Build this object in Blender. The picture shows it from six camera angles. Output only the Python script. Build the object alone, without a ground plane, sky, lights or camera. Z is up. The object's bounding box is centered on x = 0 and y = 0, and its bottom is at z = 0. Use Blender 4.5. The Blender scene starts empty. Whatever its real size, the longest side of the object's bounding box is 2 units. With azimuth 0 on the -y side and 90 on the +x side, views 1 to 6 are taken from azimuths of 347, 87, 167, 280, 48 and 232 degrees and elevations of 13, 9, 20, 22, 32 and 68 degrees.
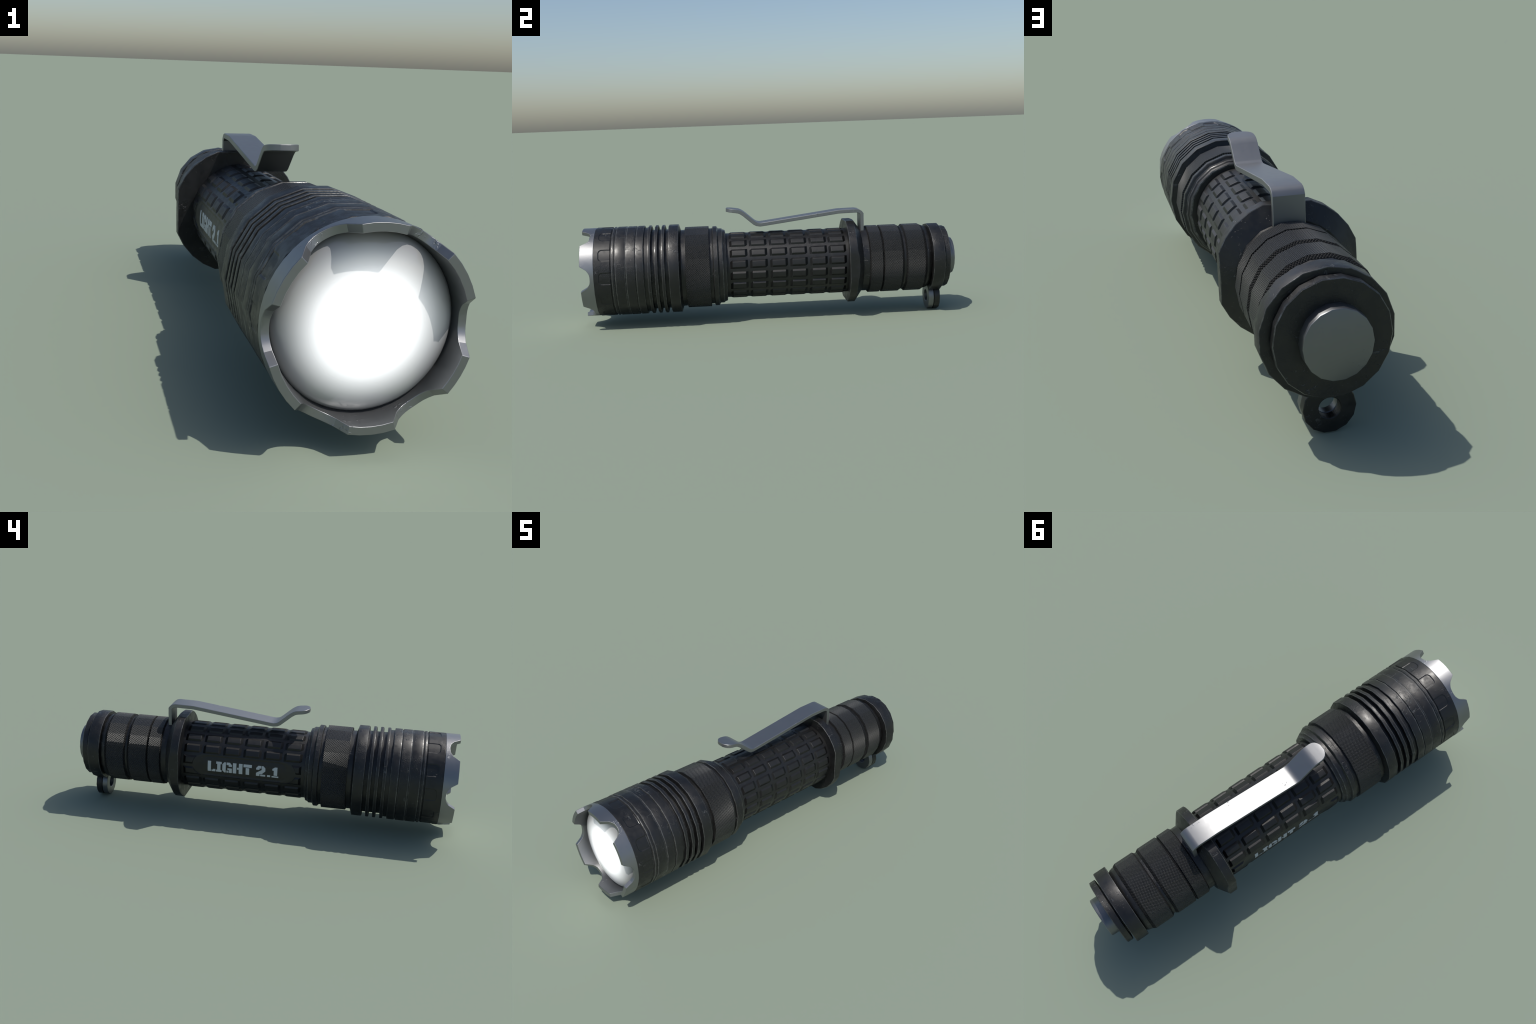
import bpy, bmesh, math, random
import numpy as np
from mathutils import Vector

random.seed(7)
PI = math.pi
SIDES = 18                      # the lathe-turned parts are 18-sided
AXIS_Z = 0.291                  # height of the lamp's long axis (runs along y)

# ------------------------------------------------------------------ helpers
scene = bpy.context.scene
ROOT = bpy.data.objects.new("flashlight", None)
ROOT.empty_display_size = 0.2
scene.collection.objects.link(ROOT)
ROOT["label"] = "black ribbed metal flashlight with steel crown and pocket clip"
ROOT["category"] = "flashlight"


def add(name, mesh, mat, parent=ROOT):
    ob = bpy.data.objects.new(name, mesh)
    scene.collection.objects.link(ob)
    ob.parent = parent
    if mat and not mesh.materials:
        mesh.materials.append(mat)
    return ob


def finish(bm, name):
    me = bpy.data.meshes.new(name)
    bm.normal_update()
    bm.to_mesh(me)
    bm.free()
    return me


def smooth_all(bm):
    for f in bm.faces:
        f.smooth = True


def lathe(name, prof, mat, parent=ROOT, n=SIDES, phase=0.0, x0=0.0, z0=AXIS_Z,
          sx=1.0, sz=1.0, loop=True, sharp=26.0, link=True, rim=None, rim_max=0.0062):
    """Turn a profile [(y, r), ...] about the y axis. loop=True closes the profile
    (a ring with its own thickness); loop=False makes r=0 ends into discs."""
    bm = bmesh.new()
    rings = []
    for y, r in prof:
        if r < 1e-6:
            rings.append([bm.verts.new((x0, y, z0))])
        else:
            rings.append([bm.verts.new((x0 + sx * r * math.cos(math.radians(phase) + 2 * PI * i / n), y,
                                        z0 + sz * r * math.sin(math.radians(phase) + 2 * PI * i / n))) for i in range(n)])
    m = len(prof)
    segs = range(m) if loop else range(m - 1)
    for k in segs:
        a, b = rings[k], rings[(k + 1) % m]
        for i in range(n):
            j = (i + 1) % n
            if len(a) == 1:
                bm.faces.new((a[0], b[i], b[j]))
            elif len(b) == 1:
                bm.faces.new((a[i], b[0], a[j]))
            else:
                f = bm.faces.new((a[i], b[i], b[j], a[j]))
                dy, dr = abs(prof[k][0] - prof[(k + 1) % m][0]), abs(prof[k][1] - prof[(k + 1) % m][1])
                # short slanted steps of the profile are chamfers: they take the rim material
                if rim and dy > 1e-4 and dr > 1e-4 and math.hypot(dy, dr) < rim_max:
                    f.material_index = 1
    bmesh.ops.recalc_face_normals(bm, faces=bm.faces)
    smooth_all(bm)
    # ring edges are sharp where the profile turns
    bm.edges.ensure_lookup_table()
    for k in range(m):
        if len(rings[k]) == 1 or (not loop and k in (0, m - 1)):
            continue
        p, q, s = prof[k - 1], prof[k], prof[(k + 1) % m]
        v1 = Vector((q[0] - p[0], q[1] - p[1]))
        v2 = Vector((s[0] - q[0], s[1] - q[1]))
        if v1.length and v2.length and math.degrees(v1.angle(v2)) > sharp:
            for i in range(n):
                e = bm.edges.get((rings[k][i], rings[k][(i + 1) % n]))
                if e:
                    e.smooth = False
    me = finish(bm, name)
    if rim:
        me.materials.append(mat)
        me.materials.append(rim)
    return add(name, me, mat, parent) if link else me


def ring_profile(y0, y1, r, inner, c0=0.0025, c1=None):
    """Closed profile of a plain band with chamfered rims."""
    c1 = c0 if c1 is None else c1
    arc = [(1 - math.cos(a), 1 - math.sin(a)) for a in (0, PI / 6, PI / 3, PI / 2)]
    head = [(y0 + c0 * p, r - c0 * q) for p, q in arc]
    tail = [(y1 - c1 * p, r - c1 * q) for p, q in reversed(arc)]
    return [(y0, inner)] + head + tail + [(y1, inner)]


def relief_band(name, ys, nth, rfun, hfun, mat, parent=ROOT, x0=0.0, z0=AXIS_Z, th0=0.0, th1=2 * PI, hard=False):
    """Fine cylinder wall with a height relief; shading normals come from the relief
    itself so that the underlying polygon reads as a smooth tube."""
    closed = abs(th1 - th0 - 2 * PI) < 1e-6
    ths = nth if isinstance(nth, np.ndarray) else np.linspace(th0, th1, nth, endpoint=not closed)
    nth = len(ths)
    Y, T = np.meshgrid(np.asarray(ys), ths, indexing="ij")
    H = hfun(T, Y)
    R = rfun(T) + H
    e = 4e-4
    Rm = float(np.mean(R))
    dT = (hfun(T + e / Rm, Y) - hfun(T - e / Rm, Y)) / (2 * e)
    dY = (hfun(T, Y + e) - hfun(T, Y - e)) / (2 * e)
    co = np.stack([x0 + R * np.cos(T), Y, z0 + R * np.sin(T)], -1).reshape(-1, 3)
    nx = np.cos(T) + dT * np.sin(T)
    nz = np.sin(T) - dT * np.cos(T)
    nr = np.stack([nx, -dY, nz], -1).reshape(-1, 3)
    nr /= np.linalg.norm(nr, axis=1, keepdims=True)
    ny_, nt_ = len(ys), nth
    faces = []
    for i in range(ny_ - 1):
        for j in range(nt_ if closed else nt_ - 1):
            k = (j + 1) % nt_
            faces.append((i * nt_ + j, i * nt_ + k, (i + 1) * nt_ + k, (i + 1) * nt_ + j))
    me = bpy.data.meshes.new(name)
    me.from_pydata(co.tolist(), [], faces)
    me.update()
    # outward orientation
    p = me.polygons[0]
    c = p.center
    if p.normal.x * (c.x - x0) + p.normal.z * (c.z - z0) < 0:
        me.flip_normals()
    me.polygons.foreach_set("use_smooth", [True] * len(me.polygons))
    if hard:
        me.set_sharp_from_angle(angle=math.radians(28))
    else:
        me.normals_split_custom_set_from_vertices(nr.tolist())
    return add(name, me, mat, parent)


def sstep(a, b, x):
    t = np.clip((x - a) / (b - a), 0, 1)
    return t * t * (3 - 2 * t)


def poly_radius(R, n=SIDES):
    w = 2 * PI / n
    return lambda T: R * math.cos(w / 2) / np.cos(np.mod(T, w) - w / 2)


# ---------------------------------------------------------------- materials
class Nodes:
    def __init__(self, name):
        self.mat = bpy.data.materials.new(name)
        self.mat.use_nodes = True
        self.t = self.mat.node_tree
        self.bsdf = self.t.nodes["Principled BSDF"]
        co = self.n("ShaderNodeTexCoord")
        info = self.n("ShaderNodeObjectInfo")
        off = self.n("ShaderNodeVectorMath", operation="ADD")
        self.l(co.outputs["Object"], off.inputs[0])
        self.l(info.outputs["Location"], off.inputs[1])
        self.pos = off.outputs[0]

    def n(self, kind, **kw):
        node = self.t.nodes.new(kind)
        for k, v in kw.items():
            setattr(node, k, v)
        return node

    def l(self, a, b):
        self.t.links.new(a, b)

    def put(self, sock, v):
        if isinstance(v, (int, float)):
            sock.default_value = v
        elif isinstance(v, tuple):
            sock.default_value = v if len(v) == 4 or sock.type == "VECTOR" else (*v, 1)
        else:
            self.l(v, sock)

    def math(self, op, a, b=None, c=None, clamp=False):
        m = self.n("ShaderNodeMath", operation=op, use_clamp=clamp)
        for i, v in enumerate((a, b, c)):
            if v is not None:
                self.put(m.inputs[i], v)
        return m.outputs[0]

    def noise(self, scale, detail=3, rough=0.55, stretch=None, dist=0.0):
        x = self.n("ShaderNodeTexNoise")
        x.inputs["Scale"].default_value = scale
        x.inputs["Detail"].default_value = detail
        x.inputs["Roughness"].default_value = rough
        x.inputs["Distortion"].default_value = dist
        v = self.pos
        if stretch:
            mp = self.n("ShaderNodeMapping")
            mp.inputs["Scale"].default_value = stretch
            self.l(v, mp.inputs[0])
            v = mp.outputs[0]
        self.l(v, x.inputs["Vector"])
        return x.outputs["Fac"]

    def ramp(self, v, a, b, lo=0.0, hi=1.0):
        m = self.n("ShaderNodeMapRange", interpolation_type="SMOOTHSTEP")
        self.put(m.inputs[0], v)
        for i, x in enumerate((a, b, lo, hi)):
            m.inputs[i + 1].default_value = x
        return m.outputs[0]

    def mix(self, f, a, b):
        m = self.n("ShaderNodeMix", data_type="RGBA")
        self.put(m.inputs[0], f)
        self.put(m.inputs[6], a)
        self.put(m.inputs[7], b)
        return m.outputs[2]

    def edge(self, radius, a=0.02, b=0.25):
        """Mask of rims: how far the rounded (bevelled) normal leaves the real one."""
        bv = self.n("ShaderNodeBevel", samples=4)
        bv.inputs["Radius"].default_value = radius
        g = self.n("ShaderNodeNewGeometry")
        d = self.n("ShaderNodeVectorMath", operation="DOT_PRODUCT")
        self.l(bv.outputs[0], d.inputs[0])
        self.l(g.outputs["Normal"], d.inputs[1])
        return self.ramp(self.math("SUBTRACT", 1.0, d.outputs["Value"]), a, b)

    def bump(self, h, dist, strength=1.0, prev=None):
        x = self.n("ShaderNodeBump")
        x.inputs["Distance"].default_value = dist
        self.put(x.inputs["Strength"], strength)
        self.l(h, x.inputs["Height"])
        if prev:
            self.l(prev, x.inputs["Normal"])
        return x.outputs[0]

    def set(self, **kw):
        for k, v in kw.items():
            self.put(self.bsdf.inputs[k.replace("_", " ")], v)


def scratches(m, dens=1.0):
    """Sparse clusters of fine nicks and hair scratches."""
    zone = m.ramp(m.noise(9.0, 3, 0.6), 0.52, 0.66)
    hair = m.ramp(m.noise(60.0, 4, 0.65, stretch=(1.0, 0.28, 1.0), dist=1.2), 0.60, 0.66)
    hair2 = m.ramp(m.noise(75.0, 3, 0.6, stretch=(0.35, 1.0, 0.6), dist=0.8), 0.62, 0.68)
    dots = m.ramp(m.noise(170.0, 2, 0.5), 0.69, 0.75)
    a = m.math("MULTIPLY", m.math("MAXIMUM", hair, hair2), zone)
    b = m.math("MULTIPLY", dots, m.ramp(m.noise(5.0, 2), 0.45, 0.6))
    return m.math("MULTIPLY", m.math("MAXIMUM", a, b), dens)


def black_metal(name="black_anodized_metal", rim=False):
    """Hard-anodized aluminium: almost no body colour, a broad soft sheen, nicks and hair
    scratches. rim=True is the same coating rubbed off along the turned edges."""
    m = Nodes(name)
    sc = scratches(m)
    tone = m.noise(14.0, 5, 0.6)
    base = m.mix(tone, (0.0050, 0.0050, 0.0053), (0.0090, 0.0090, 0.0092))
    rough = m.ramp(m.noise(24.0, 5, 0.65), 0.34, 0.66, 0.36, 0.53)
    if rim:
        worn = m.ramp(m.noise(34.0, 5, 0.75), 0.42, 0.66, 0.22, 1.0)
        wear = m.math("MAXIMUM", worn, sc)
        m.set(Base_Color=m.mix(wear, base, (0.145, 0.147, 0.144)), Metallic=m.math("MULTIPLY", wear, 0.75),
              Roughness=m.math("SUBTRACT", rough, m.math("MULTIPLY", wear, 0.14)))
    else:
        m.set(Base_Color=m.mix(m.math("MULTIPLY", sc, 0.6), base, (0.14, 0.143, 0.143)), Metallic=m.math("MULTIPLY", sc, 0.5),
              Roughness=m.math("SUBTRACT", rough, m.math("MULTIPLY", sc, 0.12)))
    m.bsdf.inputs["Specular IOR Level"].default_value = 0.52
    # patches where the surface is pitted and hammered by knocks; rims are chipped all along
    zone = 1.0 if rim else m.ramp(m.noise(6.5, 3), 0.50, 0.64)
    dent = m.math("MULTIPLY", zone, m.noise(210.0, 3, 0.6))
    h = m.math("SUBTRACT", m.math("MULTIPLY", dent, 0.12 if rim else 0.75), m.math("MULTIPLY", sc, 0.6))
    m.set(Normal=m.bump(h, 0.0022, 0.9))
    return m.mat


def knurled_metal(z0=AXIS_Z, r=0.18, pitch=0.0092, groove_side=False):
    m = Nodes("knurled_black_metal")
    s = m.n("ShaderNodeSeparateXYZ")
    m.l(m.pos, s.inputs[0])
    ang = m.math("ARCTAN2", m.math("SUBTRACT", s.outputs[2], z0), s.outputs[0])
    turns = round(2 * PI * r / pitch)
    u = m.math("MULTIPLY", ang, turns / (2 * PI))
    v = m.math("DIVIDE", s.outputs[1], pitch)
    tri = []
    for op in ("ADD", "SUBTRACT"):
        w = m.math("FRACT", m.math(op, u, v))
        tri.append(m.math("ABSOLUTE", m.math("SUBTRACT", w, 0.5)))
    groove = m.math("MULTIPLY", m.math("MINIMUM", m.math("SUBTRACT", 0.5, tri[0]), m.math("SUBTRACT", 0.5, tri[1])), 2.0)
    crest = m.ramp(groove, 0.45, 0.95)
    base = m.mix(m.noise(20.0, 4), (0.005, 0.005, 0.0053), (0.009, 0.009, 0.0093))
    m.set(Base_Color=m.mix(m.math("MULTIPLY", crest, 0.85), base, (0.115, 0.114, 0.111)),
          Roughness=0.45)
    if groove_side:                                   # groove flank between bands, darkened and dulled to bake in its shade
        m.set(Base_Color=base, Roughness=0.65)
        m.bsdf.inputs["Specular IOR Level"].default_value = 0.25
    m.set(Normal=m.bump(groove, 0.0036, 1.0))
    return m.mat


def rubber(name="black_rubber", gloss=0.0):
    m = Nodes(name)
    base = m.mix(m.noise(18.0, 5, 0.65), (0.0054, 0.0054, 0.0054), (0.0095, 0.0094, 0.0094))
    sc = m.math("MULTIPLY", m.ramp(m.noise(10.0, 3), 0.5, 0.64), m.ramp(m.noise(80.0, 4, 0.65), 0.56, 0.66))
    m.set(Base_Color=m.mix(m.math("MULTIPLY", sc, 0.3), base, (0.045, 0.0445, 0.044)),
          Roughness=m.ramp(m.noise(40.0, 4), 0.3, 0.7, 0.45 - gloss, 0.55 - gloss))
    m.set(Normal=m.bump(m.noise(140.0, 3, 0.6), 0.0012, 0.35))
    return m.mat


def steel(name, tint, rough=0.34, metallic=0.9, pits=1.0):
    m = Nodes(name)
    pit = m.math("MULTIPLY", m.ramp(m.noise(7.0, 2), 0.58, 0.66), m.ramp(m.noise(85.0, 3, 0.6), 0.56, 0.68))
    worn = m.math("MULTIPLY", m.edge(0.0035), m.ramp(m.noise(35.0, 4, 0.65), 0.35, 0.65))
    lo = tuple(c * 0.92 for c in tint)
    hi = tuple(min(1, c * 1.5) for c in tint)
    base = m.mix(m.noise(12.0, 4), lo, tint)
    m.set(Base_Color=m.mix(m.math("MULTIPLY", worn, 0.6), base, hi), Metallic=metallic,
          Roughness=m.ramp(m.noise(45.0, 5, 0.65), 0.3, 0.7, rough - 0.012, rough + 0.022))
    m.set(Normal=m.bump(pit, 0.003 * pits, 0.6))
    return m.mat


def lens_glow(r_edge=0.212):
    m = Nodes("glowing_lens")
    s = m.n("ShaderNodeSeparateXYZ")
    m.l(m.pos, s.inputs[0])
    z = m.math("SUBTRACT", s.outputs[2], AXIS_Z)
    r = m.math("SQRT", m.math("ADD", m.math("MULTIPLY", s.outputs[0], s.outputs[0]), m.math("MULTIPLY", z, z)))
    c = m.n("ShaderNodeFloatCurve")
    cv = c.mapping.curves[0]
    # light falls off from the hot centre to the dim rim
    pts = [(0.0, 1.0), (0.30, 0.80), (0.45, 0.56), (0.57, 0.31), (0.70, 0.13), (0.85, 0.03), (1.0, 0.0)]
    while len(cv.points) < len(pts):
        cv.points.new(0.5, 0.5)
    for p, (x, y) in zip(cv.points, pts):
        p.location = (x, y)
    c.mapping.update()
    m.l(m.math("DIVIDE", r, r_edge), c.inputs["Value"])
    rim = m.ramp(r, 0.10, r_edge, 1.0, 0.22)
    m.set(Base_Color=m.mix(rim, (0.05, 0.05, 0.05), (0.80, 0.80, 0.80)), Roughness=0.12)
    m.bsdf.inputs["Emission Color"].default_value = (1.0, 1.0, 1.0, 1)
    m.set(Emission_Strength=m.math("MULTIPLY", c.outputs[0], 1.6))
    return m.mat


def paint(name, col, rough=0.5):
    m = Nodes(name)
    m.set(Base_Color=m.mix(m.noise(30.0, 4), tuple(c * 0.9 for c in col), col), Roughness=rough)
    return m.mat


BLACK = black_metal()
WORN = black_metal('worn_metal_edge', True)
KNURL = knurled_metal(z0=0.293, r=0.184)
KNURL_GROOVE = knurled_metal(z0=0.293, r=0.184, groove_side=True)
KNURL_BIG = knurled_metal(z0=0.2945, r=0.218)
RUBBER = rubber()
RUBBER_BARS = rubber('glossier_rubber_bars', 0.06)
STEEL = steel("brushed_steel", (0.255, 0.26, 0.267), rough=0.39, pits=0.4)
CLIP_STEEL = steel("clip_steel", (0.250, 0.255, 0.262), rough=0.45, pits=0.5)
BUTTON_STEEL = steel("button_steel", (0.20, 0.205, 0.21), rough=0.42, pits=0.2)
LENS = lens_glow()
PRINT = paint("printed_letters", (0.50, 0.52, 0.53))

# -------------------------------------------------------------------- crown
# six teeth cut into the steel bezel: (first, last) angle of every tooth front
TEETH = [(16.7, 45.0), (74.7, 100.6), (135.3, 163.3), (196.8, 225.1), (258.9, 285.7), (320.5, 343.4)]
CROWN_R, CROWN_IN, FRONT, ROOT_Y = 0.2368, 0.2168, -1.0, -0.93
SCOOP = [(0.0, -0.9495), (0.16, -0.9498), (0.34, -0.9522), (0.52, -0.9585), (0.68, -0.967), (1.0, -1.0)]


def scoop(t):
    return float(np.interp(abs(t), [a for a, _ in SCOOP], [b for _, b in SCOOP]))


def crown_stations():
    st = []
    for i, (a, b) in enumerate(TEETH):
        for k in range(5):
            st.append((a + (b - a) * k / 4, FRONT))
        nxt = TEETH[(i + 1) % 6][0] + (360 if i == 5 else 0)
        mid, half = (b + nxt) / 2, (nxt - b) / 2
        for t in (-0.68, -0.52, -0.34, -0.16, 0.0, 0.16, 0.34, 0.52, 0.68):
            st.append((mid + t * half, scoop(t)))
    return st


def build_crown():
    bm = bmesh.new()
    st = crown_stations()
    rows = []
    for a, y in st:
        c, s = math.cos(math.radians(a)), math.sin(math.radians(a))
        P = lambda r, yy: bm.verts.new((r * c, yy, AXIS_Z + r * s))
        rows.append((P(0.222, ROOT_Y + 0.006), P(CROWN_R, ROOT_Y + 0.0005), P(CROWN_R, y), P(CROWN_IN, y), P(0.2105, -0.921)))
    n = len(rows)
    for i in range(n):
        A, B = rows[i], rows[(i + 1) % n]
        for k in range(4):
            bm.faces.new((A[k], A[k + 1], B[k + 1], B[k]))
        for k in (1, 2, 3):
            bm.edges.get((A[k], B[k])).smooth = False
    for i, (a, y) in enumerate(st):            # steep scoop walls meet the round floor in an edge
        if i % 14 in (5, 13):
            bm.edges.get((rows[i][2], rows[i][3])).smooth = False
    for i, (a, y) in enumerate(st):            # tooth corners
        if any(abs(a - t) < 1e-6 for pr in TEETH for t in pr):
            bm.edges.get((rows[i][2], rows[i][3])).smooth = False
    bmesh.ops.recalc_face_normals(bm, faces=bm.faces)
    smooth_all(bm)
    ob = add("crown_bezel", finish(bm, "crown_bezel"), STEEL)
    bv = ob.modifiers.new("bevel", "BEVEL")
    bv.width, bv.segments, bv.limit_method, bv.angle_limit = 0.0015, 1, "ANGLE", math.radians(50)
    bv.harden_normals = True
    return ob


build_crown()

# --------------------------------------------------------------------- lens
lens_prof = [(-0.965, 0.0), (-0.9648, 0.02), (-0.9645, 0.04), (-0.9638, 0.06), (-0.9628, 0.08), (-0.9614, 0.10), (-0.9597, 0.12),
             (-0.9578, 0.14), (-0.9550, 0.158), (-0.9512, 0.174), (-0.9460, 0.188), (-0.9390, 0.1995), (-0.9300, 0.2080), (-0.9190, 0.2125), (-0.9050, 0.2140)]
lathe("lens", lens_prof, LENS, n=96, loop=False, sharp=60)

# --------------------------------------------------------------------- head
HEAD_R = 0.2385


def head_relief(T, Y):
    """Rolled rims plus twelve shallow D-shaped pockets, open toward the groove."""
    h = -0.0035 * (1 - sstep(-0.9315, -0.9275, Y)) - 0.004 * sstep(-0.8455, -0.8425, Y)
    step = PI / 6
    u = (np.mod(T + step / 2, step) - step / 2) * HEAD_R
    w = math.radians(7.6) * HEAD_R
    c = 0.019                                   # corner radius on the crown side
    yc = -0.9045
    dx = np.abs(u) - (w - c)
    dy = (yc + c) - Y
    d = np.where((dx > 0) & (dy > 0), np.hypot(np.maximum(dx, 0), np.maximum(dy, 0)) - c, np.maximum(dx - c, dy - c))
    return h - 0.0026 * (1 - sstep(-0.0030, 0.0018, d))


relief_band("head_shroud", np.concatenate([np.linspace(-0.9315, -0.9275, 5), np.linspace(-0.9265, -0.846, 74), np.linspace(-0.8455, -0.842, 6)]),
            720, poly_radius(HEAD_R), head_relief, BLACK, x0=0.0008)


def groove(y, w, r, d):
    return [(y - w - 0.0015, r), (y - w, r - 0.0005), (y - w * 0.6, r - d), (y + w * 0.6, r - d), (y + w, r - 0.0008), (y + w + 0.003, r)]


H = HEAD_R
head_prof = [(-0.925, 0.17), (-0.925, 0.2315), (-0.8435, 0.2315), (-0.8415, 0.2325), (-0.838, 0.2325), (-0.8365, 0.2374), (-0.8330, 0.2385),
             (-0.8265, 0.2385), (-0.825, 0.2372), (-0.8235, 0.2345), (-0.8195, 0.2345), (-0.8185, H - 0.001), (-0.815, H)]
head_prof += groove(-0.7655, 0.0028, H, 0.0018)
head_prof += [(-0.7185, H), (-0.717, H - 0.0015), (-0.7165, H - 0.005), (-0.7125, H - 0.005), (-0.7118, H - 0.0010), (-0.708, H)]
head_prof += [(-0.6755, H), (-0.6735, H - 0.0015), (-0.673, 0.2275), (-0.654, 0.2275), (-0.6405, 0.2275), (-0.640, 0.2135), (-0.543, 0.2135), (-0.4915, 0.2132),
              (-0.4905, 0.2330), (-0.4815, 0.2065), (-0.456, 0.2065), (-0.456, 0.17)]
lathe("head", head_prof, BLACK, rim=WORN, x0=0.0010)

fin = lathe("cooling_fin", ring_profile(-0.0082, 0.0082, 0.2383, 0.205, 0.0028), BLACK, rim=WORN, x0=0.0015)
fin.location.y = -0.6445
for y in (-0.608, -0.5725):
    f2 = fin.copy()
    f2.location.y = y
    scene.collection.objects.link(f2)

lathe("clamp_ring", ring_profile(-0.544, -0.491, 0.2383, 0.19, 0.0028), BLACK, rim=WORN, x0=0.0015)
lathe("knurled_sleeve", ring_profile(-0.4585, -0.331, 0.2188, 0.19, 0.0016), KNURL_BIG, rim=BLACK, x0=0.0035, z0=0.2938)

# --------------------------------------------------------------------- neck
neck_prof = [(-0.345, 0.15), (-0.345, 0.2055), (-0.3145, 0.2055), (-0.3115, 0.2125), (-0.309, 0.2160), (-0.290, 0.2160), (-0.2875, 0.2135),
             (-0.283, 0.2050), (-0.2815, 0.2028), (-0.264, 0.2028), (-0.260, 0.2008), (-0.256, 0.1960), (-0.2465, 0.1935), (-0.2435, 0.1905), (-0.2425, 0.186), (-0.2425, 0.15)]
lathe("neck", neck_prof, BLACK, rim=WORN, rim_max=0.0048, x0=0.0025, z0=0.2945)

# --------------------------------------------------------------------- grip
GX, GZ = -0.0045, 0.293
G_BAR, PAD_H = 0.1744, 0.0042            # level of the bars and how far the pads stand out
PANEL_Y, PANEL_T = 0.0745, math.radians(177.5)


def stadium(T, Y, half_len, half_ang):
    """Signed distance to the rounded name panel on the unrolled grip."""
    s = (np.mod(T - PANEL_T + PI, 2 * PI) - PI) * 0.1765
    hw = half_ang * 0.1765
    dx = np.maximum(np.abs(Y - PANEL_Y) - (half_len - hw), 0)
    return np.hypot(dx, s) - hw


def panel_blend(T, Y):
    outer = stadium(T, Y, 0.271, math.radians(18.6))
    inner = stadium(T, Y, 0.224, math.radians(15.4))
    return np.clip(outer / np.minimum(outer - inner, -1e-4), 0, 1)      # 0 at the outer line, 1 at the inner


PADS_Y = [-0.1777, -0.0729, 0.0336, 0.1392, 0.2456, 0.3478]
PAD_HY, PAD_HT = 0.0473, math.radians(7.5)


def grip_relief(T, Y):
    b = panel_blend(T, Y)
    return -0.0046 * b * b * (3 - 2 * b)


grip = relief_band("grip", np.linspace(-0.255, 0.418, 240), 420, lambda T: G_BAR + 0 * T, grip_relief, RUBBER_BARS, x0=GX, z0=GZ)


IN_Y, IN_S = 0.0128, 0.0088               # run of the bevelled flanks


def pad_height(s, y):
    """Flat-topped frustum in pad coordinates (arc length s, length y)."""
    hs = PAD_HT * 0.1765
    ay, as_ = (PAD_HY - np.abs(y)) / IN_Y, (hs - np.abs(s)) / IN_S
    return PAD_H * np.clip(np.minimum(ay, as_), 0, 1)


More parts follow.
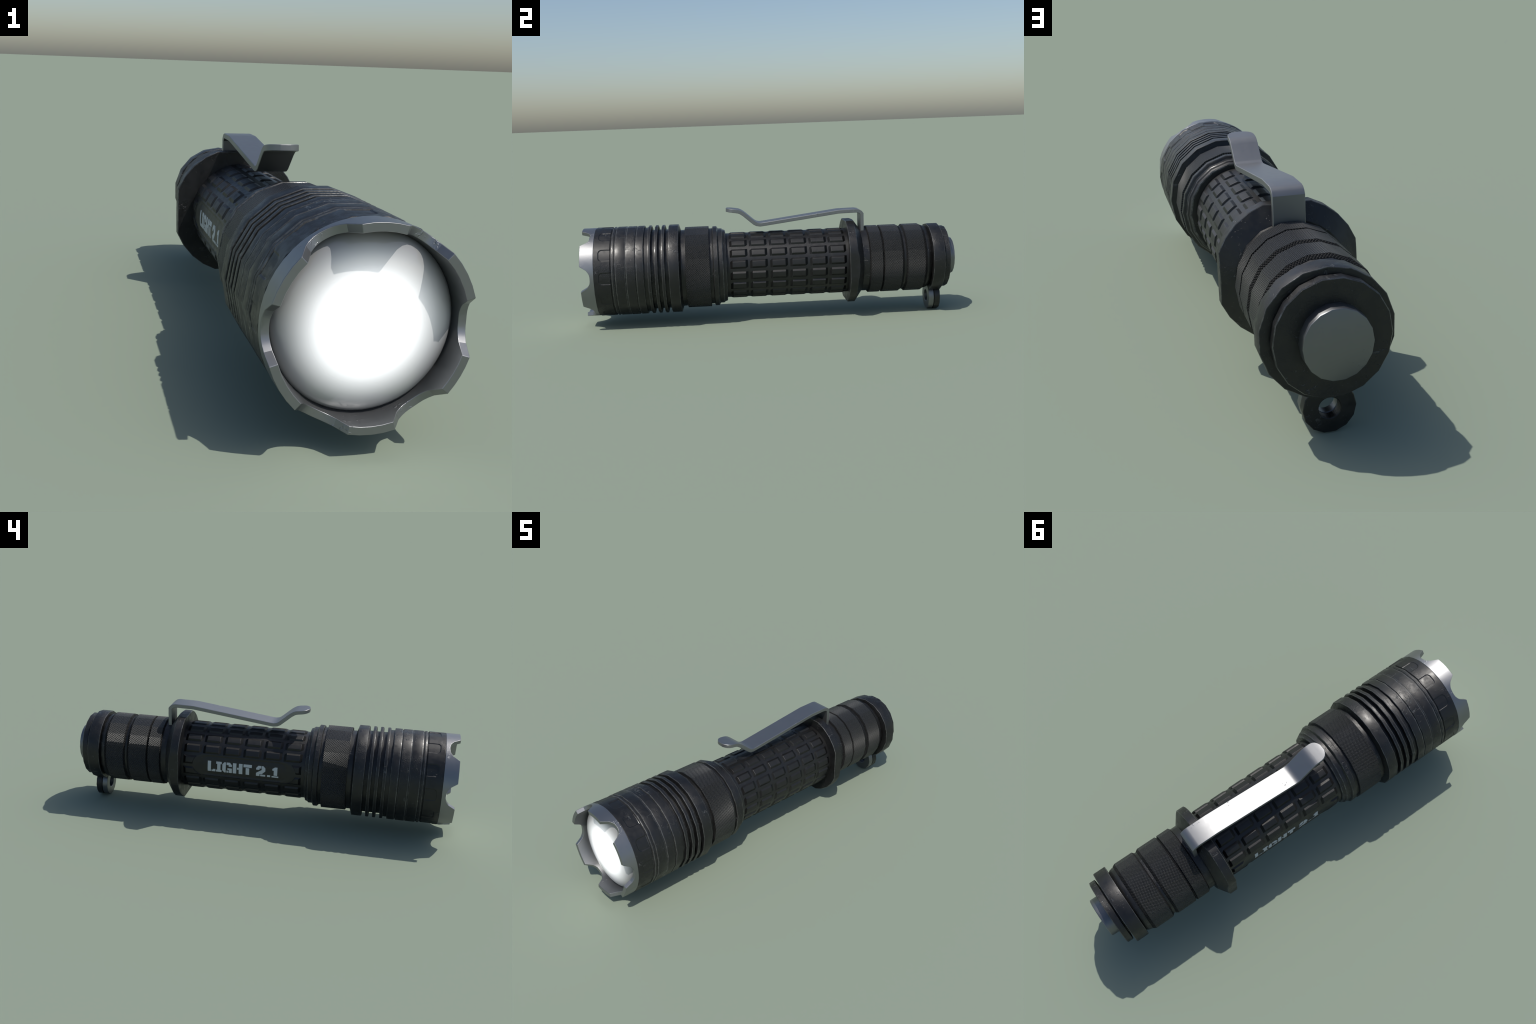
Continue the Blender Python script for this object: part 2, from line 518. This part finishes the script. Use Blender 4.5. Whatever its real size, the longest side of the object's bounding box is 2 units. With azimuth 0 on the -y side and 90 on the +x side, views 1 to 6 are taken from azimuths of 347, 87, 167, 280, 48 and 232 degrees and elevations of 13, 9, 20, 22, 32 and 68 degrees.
def pad_mesh(name, th_c=0.0, y_c=0.0, cut=False):
    """One grip pad around angle 0; with cut=True it is trimmed by the name panel."""
    hs = PAD_HT * 0.1765
    if cut:
        ss, yy = np.linspace(-hs, hs, 27), np.linspace(-PAD_HY, PAD_HY, 49)
    else:
        lip_w = 0.0016
        ss = np.array([-hs, -hs + IN_S, -hs + IN_S + lip_w, -hs * 0.2, hs * 0.2, hs - IN_S - lip_w, hs - IN_S, hs])
        yy = np.array([-PAD_HY, -PAD_HY + IN_Y, -PAD_HY + IN_Y + lip_w, PAD_HY - IN_Y - lip_w, PAD_HY - IN_Y, PAD_HY])
    bm = bmesh.new()
    Hh = np.zeros((len(ss), len(yy)))
    vs = []
    for i, s in enumerate(ss):
        row = []
        for j, y in enumerate(yy):
            h = float(pad_height(s, y)) - 0.0001
            if cut:                                   # the name panel shaves the pad down to its own surface
                T, Y = np.array(th_c + s / 0.1765), np.array(y_c + y)
                d = float(stadium(T, Y, 0.271, math.radians(18.6)))
                if d < 0:
                    b = float(panel_blend(T, Y))
                    h = min(h, -0.0046 * b * b * (3 - 2 * b) - 0.0012)
                Hh[i, j] = d
            r = G_BAR + h
            a = s / 0.1765
            row.append(bm.verts.new((r * math.cos(a), y, r * math.sin(a))))
        vs.append(row)
    for i in range(len(ss) - 1):
        for j in range(len(yy) - 1):
            if cut and max(Hh[i, j], Hh[i + 1, j], Hh[i, j + 1], Hh[i + 1, j + 1]) <= -0.004:
                continue
            bm.faces.new((vs[i][j], vs[i][j + 1], vs[i + 1][j + 1], vs[i + 1][j]))
    if cut:
        loose = [v for v in bm.verts if not v.link_faces]
        bmesh.ops.delete(bm, geom=loose, context="VERTS")
        if not bm.faces:
            bm.free()
            return None
    bm.normal_update()
    for f in bm.faces:
        if f.normal.dot(Vector((f.calc_center_median().x, 0, f.calc_center_median().z))) < 0:
            f.normal_flip()
    smooth_all(bm)
    me = finish(bm, name)
    # crisp steep flanks, a thin softened lip, tops that shade as part of the round grip
    normals = []
    flank_s, flank_y, lip = math.radians(46), math.radians(60), math.radians(26)
    for f in me.polygons:
        c = f.center
        sc_, yc_ = math.atan2(c.z, c.x) * 0.1765, c.y
        gs, gy = (hs - abs(sc_)) / IN_S, (PAD_HY - abs(yc_)) / IN_Y
        shaved = cut and float(stadium(np.array(th_c + sc_ / 0.1765), np.array(y_c + yc_), 0.271, math.radians(18.6))) < 0.001
        for li in f.loop_indices:
            v = me.vertices[me.loops[li].vertex_index].co
            a = math.atan2(v.z, v.x)
            rad = Vector((math.cos(a), 0, math.sin(a)))
            tan = Vector((-math.sin(a), 0, math.cos(a)))
            if shaved:
                nv = f.normal
            elif min(gs * IN_S, gy * IN_Y) > min(IN_S, IN_Y) * 0.999 + 0.0011 and gs * IN_S > IN_S + 0.0011 and gy * IN_Y > IN_Y + 0.0011:
                nv = rad
            else:
                across = gs * IN_S - IN_S < gy * IN_Y - IN_Y if min(gs, gy) > 1 else gs < gy
                t = lip if min(gs, gy) > 1 else (flank_s if across else flank_y)
                side = tan * math.copysign(1, sc_) if across else Vector((0, math.copysign(1, yc_), 0))
                nv = rad * math.cos(t) + side * math.sin(t)
            normals.append(nv.normalized())
    me.normals_split_custom_set(normals)
    return me


full_pad = pad_mesh("grip_pad")
for k in range(SIDES):
    th = math.radians(10 + 20 * k)
    for y in PADS_Y:
        corner = stadium(th + np.array([-1, 1, -1, 1, 0, 0, 1, -1, 0]) * PAD_HT, y + np.array([-1, -1, 1, 1, 1, -1, 0, 0, 0]) * PAD_HY, 0.271, math.radians(18.6))
        if corner.max() < 0.002:
            continue
        me = full_pad if corner.min() > 0.001 else pad_mesh("grip_pad_cut", th, y, True)
        if me is None:
            continue
        p = add("grip_pad", me, RUBBER, grip)
        # rotate about the tube axis (right-handed y axis turns z toward x, hence the minus)
        p.location, p.rotation_euler = (GX, y, GZ), (0, -th, 0)

# ---------------------------------------------------------------- lettering
# stencil slab letters on a unit-high cell: pieces as corner lists (x right, y up)
def box(x0, y0, x1, y1):
    return [(x0, y0), (x1, y0), (x1, y1), (x0, y1)]


GLYPHS = {
    "L": [box(0, 0, 0.42, 1), [(0.50, 0), (1, 0), (1, 0.24), (0.68, 0.24), (0.68, 0.16), (0.50, 0.16)]],
    "I": [[(0, 0), (1, 0), (1, 0.20), (0.80, 0.20), (0.80, 0.78), (1, 0.78), (1, 1), (0, 1), (0, 0.78), (0.20, 0.78), (0.20, 0.20), (0, 0.20)]],
    "G": [[(0.20, 0), (0.36, 0), (0.36, 1), (0.20, 1), (0, 0.80), (0, 0.20)],
          [(0.44, 1), (0.78, 1), (1, 0.78), (1, 0.62), (0.66, 0.62), (0.66, 0.76), (0.44, 0.76)],
          [(0.66, 0), (1, 0), (1, 0.46), (0.54, 0.46), (0.54, 0.28), (0.70, 0.28), (0.70, 0.20), (0.66, 0.20)],
          [(0.44, 0), (0.60, 0), (0.60, 0.20), (0.44, 0.20)]],
    "H": [box(0, 0, 0.36, 1), [(0.44, 0.42), (0.62, 0.42), (0.62, 0), (1, 0), (1, 1), (0.62, 1), (0.62, 0.60), (0.44, 0.60)]],
    "T": [box(0, 0.72, 1, 1), box(0.28, 0, 0.70, 0.66)],
    "2": [[(0.54, 1), (0.22, 1), (0, 0.78), (0, 0.62), (0.36, 0.62), (0.36, 0.76), (0.54, 0.76)],
          [(0.60, 1), (0.78, 1), (1, 0.80), (1, 0.52), (0.62, 0.22), (0.38, 0.22), (0.38, 0), (0, 0), (0, 0.30), (0.60, 0.62), (0.60, 0.76)],
          box(0.46, 0, 1, 0.17)],
    ".": [box(0, 0, 1, 0.19)],
    "1": [box(0, 0, 1, 0.14), [(0.30, 0.20), (0.82, 0.20), (0.82, 1), (0.45, 1), (0.08, 0.84), (0.08, 0.68), (0.30, 0.68)]],
}
# letter, y where it starts (tail side) and where it ends (head side)
WORD = [("L", 0.2643, 0.2234), ("I", 0.2194, 0.1905), ("G", 0.1865, 0.136), ("H", 0.1308, 0.0803), ("T", 0.075, 0.0314),
        ("2", 0.0082, -0.0400), (".", -0.0500, -0.0660), ("1", -0.0735, -0.1085)]
TH_TOP, TH_BOT = math.radians(169.3), math.radians(188.0)


def letter_mesh(ch, ya, yb):
    bm = bmesh.new()
    for piece in GLYPHS[ch]:
        bm.faces.new([bm.verts.new((x, y, 0)) for x, y in piece])
    for lv in (0.15, 0.3, 0.45, 0.6, 0.75, 0.9):
        bmesh.ops.bisect_plane(bm, geom=bm.verts[:] + bm.edges[:] + bm.faces[:], plane_co=(0, lv, 0), plane_no=(0, 1, 0))
    bmesh.ops.triangulate(bm, faces=bm.faces[:])
    ex = bmesh.ops.extrude_face_region(bm, geom=bm.faces[:])
    for g in ex["geom"]:
        if isinstance(g, bmesh.types.BMVert):
            g.co.z = 1
    for v in bm.verts:
        th = TH_BOT + (TH_TOP - TH_BOT) * v.co.y
        y = ya + (yb - ya) * v.co.x
        r = G_BAR - 0.0046 - 0.0012 + 0.0020 * v.co.z
        v.co = (GX + r * math.cos(th), y, GZ + r * math.sin(th))
    bmesh.ops.recalc_face_normals(bm, faces=bm.faces)
    return finish(bm, "letter")


for ch, ya, yb in WORD:
    add("letter", letter_mesh(ch, ya, yb), PRINT, grip)

# ------------------------------------------------------------------- flange
def build_flange():
    cx, cz, R, fx, fz = -0.0155, 0.292, 0.2338, 0.2180, 0.2215
    ax, az = math.degrees(math.acos(fx / R)), math.degrees(math.asin(fz / R))
    ang = []
    for q in range(4):
        lo = q * 90 + (ax if q % 2 == 0 else 90 - az)
        hi = q * 90 + (az if q % 2 == 0 else 90 - ax)
        ang += [lo + (hi - lo) * k / 4 for k in range(5)]
        m0 = hi
        m1 = (q + 1) * 90 + (ax if (q + 1) % 2 == 0 else 90 - az)
        ang += [m0 + (m1 - m0) * k / 6 for k in range(1, 6)]
    bm = bmesh.new()
    rows = []
    c = 0.0025
    for a in ang:
        t = math.radians(a)
        ct, s = math.cos(t), math.sin(t)
        rho = min(R, fx / max(abs(ct), 1e-6), fz / max(abs(s), 1e-6))
        if abs(rho - R) < 1e-9:                    # straight facets between the corner points
            rho = R
        yb = 0.4490 + (R - rho) / 1.42             # where the rear cone meets this outline
        P = lambda r, y: bm.verts.new((cx + r * ct, y, cz + r * s))
        tail = 0.1735
        rows.append([P(0.15, 0.4085), P(rho - c, 0.4085), P(rho, 0.4085 + c), P(rho, yb - 0.001), P(rho - 0.002, yb + 0.001), P(0.1790, 0.4872), P(0.1765, 0.4885), P(0.15, 0.4885)])
    n = len(rows)
    for i in range(n):
        A, B = rows[i], rows[(i + 1) % n]
        for k in range(7):
            bm.faces.new((A[k], A[k + 1], B[k + 1], B[k]))
        for k in (1, 2, 3, 4, 5, 6):
            e = bm.edges.get((A[k], B[k]))
            e.smooth = False
            if k in (1, 3):
                next(f for f in e.link_faces if A[k + 1] in f.verts).material_index = 1
    bmesh.ops.recalc_face_normals(bm, faces=bm.faces)
    smooth_all(bm)
    me = finish(bm, "anti_roll_flange")
    me.materials.append(BLACK)
    me.materials.append(WORN)
    return add("anti_roll_flange", me, BLACK)


build_flange()

# --------------------------------------------------------------------- tail
TX, TZ, TSX = -0.0055, 0.2930, 0.955            # the tail tube is a touch narrower than tall
tail_prof = [(0.40, 0.14), (0.40, 0.1745), (0.838, 0.1745), (0.853, 0.170), (0.862, 0.162), (0.90, 0.162), (0.90, 0.14)]
lathe("tail_tube", tail_prof, BLACK, x0=TX, z0=TZ, sx=TSX)
for y0, y1, c0, c1 in ((0.5215, 0.594, 0.006, 0.0045), (0.5955, 0.7075, 0.0055, 0.012), (0.7185, 0.832, 0.0075, 0.0135)):
    prof = [(y0, 0.15), (y0, 0.1765), (y0 + c0, 0.1845), (y1 - c1, 0.1845), (y1, 0.1765), (y1, 0.15)]
    lathe("knurled_band", prof, KNURL, rim=KNURL_GROOVE, rim_max=0.018, x0=TX, z0=TZ, sx=TSX)
lathe("tail_collar", ring_profile(0.8610, 0.9225, 0.1852, 0.15, 0.0025), BLACK, rim=WORN, phase=10.0, x0=0.0035, z0=AXIS_Z)
cap_prof = [(0.912, 0.0), (0.912, 0.140), (0.9295, 0.140), (0.9300, 0.1660), (0.9320, 0.1685), (0.957, 0.1685), (0.960, 0.1655), (0.960, 0.0)]
lathe("tail_cap", cap_prof, BLACK, rim=WORN, z0=0.292, sx=0.955, loop=False)
btn_prof = [(0.95, 0.0), (0.95, 0.1005), (0.9955, 0.1005), (0.9988, 0.0992), (1.0, 0.0965), (1.0, 0.0)]
lathe("switch_button", btn_prof, BUTTON_STEEL, x0=-0.0015, z0=0.2935, sx=0.945, loop=False)

# --------------------------------------------------------------- lanyard lug
def disc_with_hole(name, y0, y1, R, hole, cx, cz, mat, parent, n=14, m=28, c=0.002):
    bm = bmesh.new()
    def circ(r, y, k, ph):
        return [bm.verts.new((cx + r * math.cos(ph + 2 * PI * i / k), y, cz + r * math.sin(ph + 2 * PI * i / k))) for i in range(k)]
    def polyr(r, y):
        w = 2 * PI / n
        out = []
        for i in range(m):
            a = 2 * PI * i / m
            rr = r * math.cos(w / 2) / math.cos((a % w) - w / 2)
            out.append(bm.verts.new((cx + rr * math.cos(a), y, cz + rr * math.sin(a))))
        return out
    loops = [circ(hole, y0 + c, m, 0), circ(hole + c, y0, m, 0), polyr(R - c, y0), polyr(R, y0 + c), polyr(R, y1 - c), polyr(R - c, y1), circ(hole + c, y1, m, 0), circ(hole, y1 - c, m, 0)]
    for k in range(8):
        A, B = loops[k], loops[(k + 1) % 8]
        for i in range(m):
            j = (i + 1) % m
            bm.faces.new((A[i], B[i], B[j], A[j]))
            bm.edges.get((A[i], A[j])).smooth = False
    bmesh.ops.recalc_face_normals(bm, faces=bm.faces)
    smooth_all(bm)
    return add(name, finish(bm, name), mat, parent)


lug = disc_with_hole("lanyard_lug", 0.8905, 0.9215, 0.0750, 0.031, 0.001, 0.0733, BLACK, ROOT)
disc_with_hole("lug_plate", 0.8595, 0.8885, 0.0738, 0.031, 0.001, 0.0733, BUTTON_STEEL, lug)

# --------------------------------------------------------------------- clip
def build_clip():
    cx, hw, th = -0.0062, 0.0500, 0.0190
    # top line of the bent strip (y, z) from the curled tip to the leg
    top = [(-0.2330, 0.6068), (-0.2265, 0.6064), (-0.2180, 0.6056), (-0.207, 0.6042), (-0.194, 0.6022), (-0.178, 0.6000), (-0.164, 0.5972), (-0.152, 0.5922), (-0.134, 0.5802),
           (-0.078, 0.5312), (-0.067, 0.5252), (-0.052, 0.5226), (-0.034, 0.5242), (0.376, 0.5745), (0.4725, 0.5757), (0.4890, 0.5720), (0.5010, 0.5640), (0.5105, 0.5520), (0.5105, 0.4560)]
    P = [Vector(p) for p in top]
    low = []
    for i, p in enumerate(P):                     # offset by the sheet thickness
        d1 = (P[i] - P[i - 1]).normalized() if i else (P[1] - P[0]).normalized()
        d2 = (P[i + 1] - P[i]).normalized() if i < len(P) - 1 else d1
        n1, n2 = Vector((d1.y, -d1.x)), Vector((d2.y, -d2.x))
        b = (n1 + n2).normalized()
        low.append(p + b * (th / max(0.5, b.dot(n1))))
    bm = bmesh.new()
    rows = []
    for i in range(len(P)):
        d = P[i].x - P[0].x
        w = hw
        if d < 0.046:
            w = hw * max(0.30, (1 - (1 - d / 0.046) ** 2.4) ** (1 / 2.2))
        rows.append([bm.verts.new((cx + sx * w, q.x, q.y)) for q, sx in ((P[i], -1), (P[i], 1), (low[i], 1), (low[i], -1))])
    for i in range(len(rows) - 1):
        A, B = rows[i], rows[i + 1]
        for k in range(4):
            f = bm.faces.new((A[k], A[(k + 1) % 4], B[(k + 1) % 4], B[k]))
    bm.faces.new(rows[0])
    bm.faces.new(rows[-1][::-1])
    bmesh.ops.recalc_face_normals(bm, faces=bm.faces)
    smooth_all(bm)
    long_edges = [e for e in bm.edges if any(e.verts[0] in (rows[i][k], rows[i + 1][k]) and e.verts[1] in (rows[i][k], rows[i + 1][k]) for i in range(len(rows) - 1) for k in range(4))]
    ends = [e for r in (rows[0], rows[-1]) for k in range(4) for e in [bm.edges.get((r[k], r[(k + 1) % 4]))]]
    bmesh.ops.bevel(bm, geom=long_edges + ends, offset=0.0016, segments=1, affect="EDGES")
    smooth_all(bm)
    for e in bm.edges:
        if len(e.link_faces) == 2 and e.calc_face_angle(0) > math.radians(32):
            e.smooth = False
    return add("pocket_clip", finish(bm, "pocket_clip"), CLIP_STEEL)


build_clip()
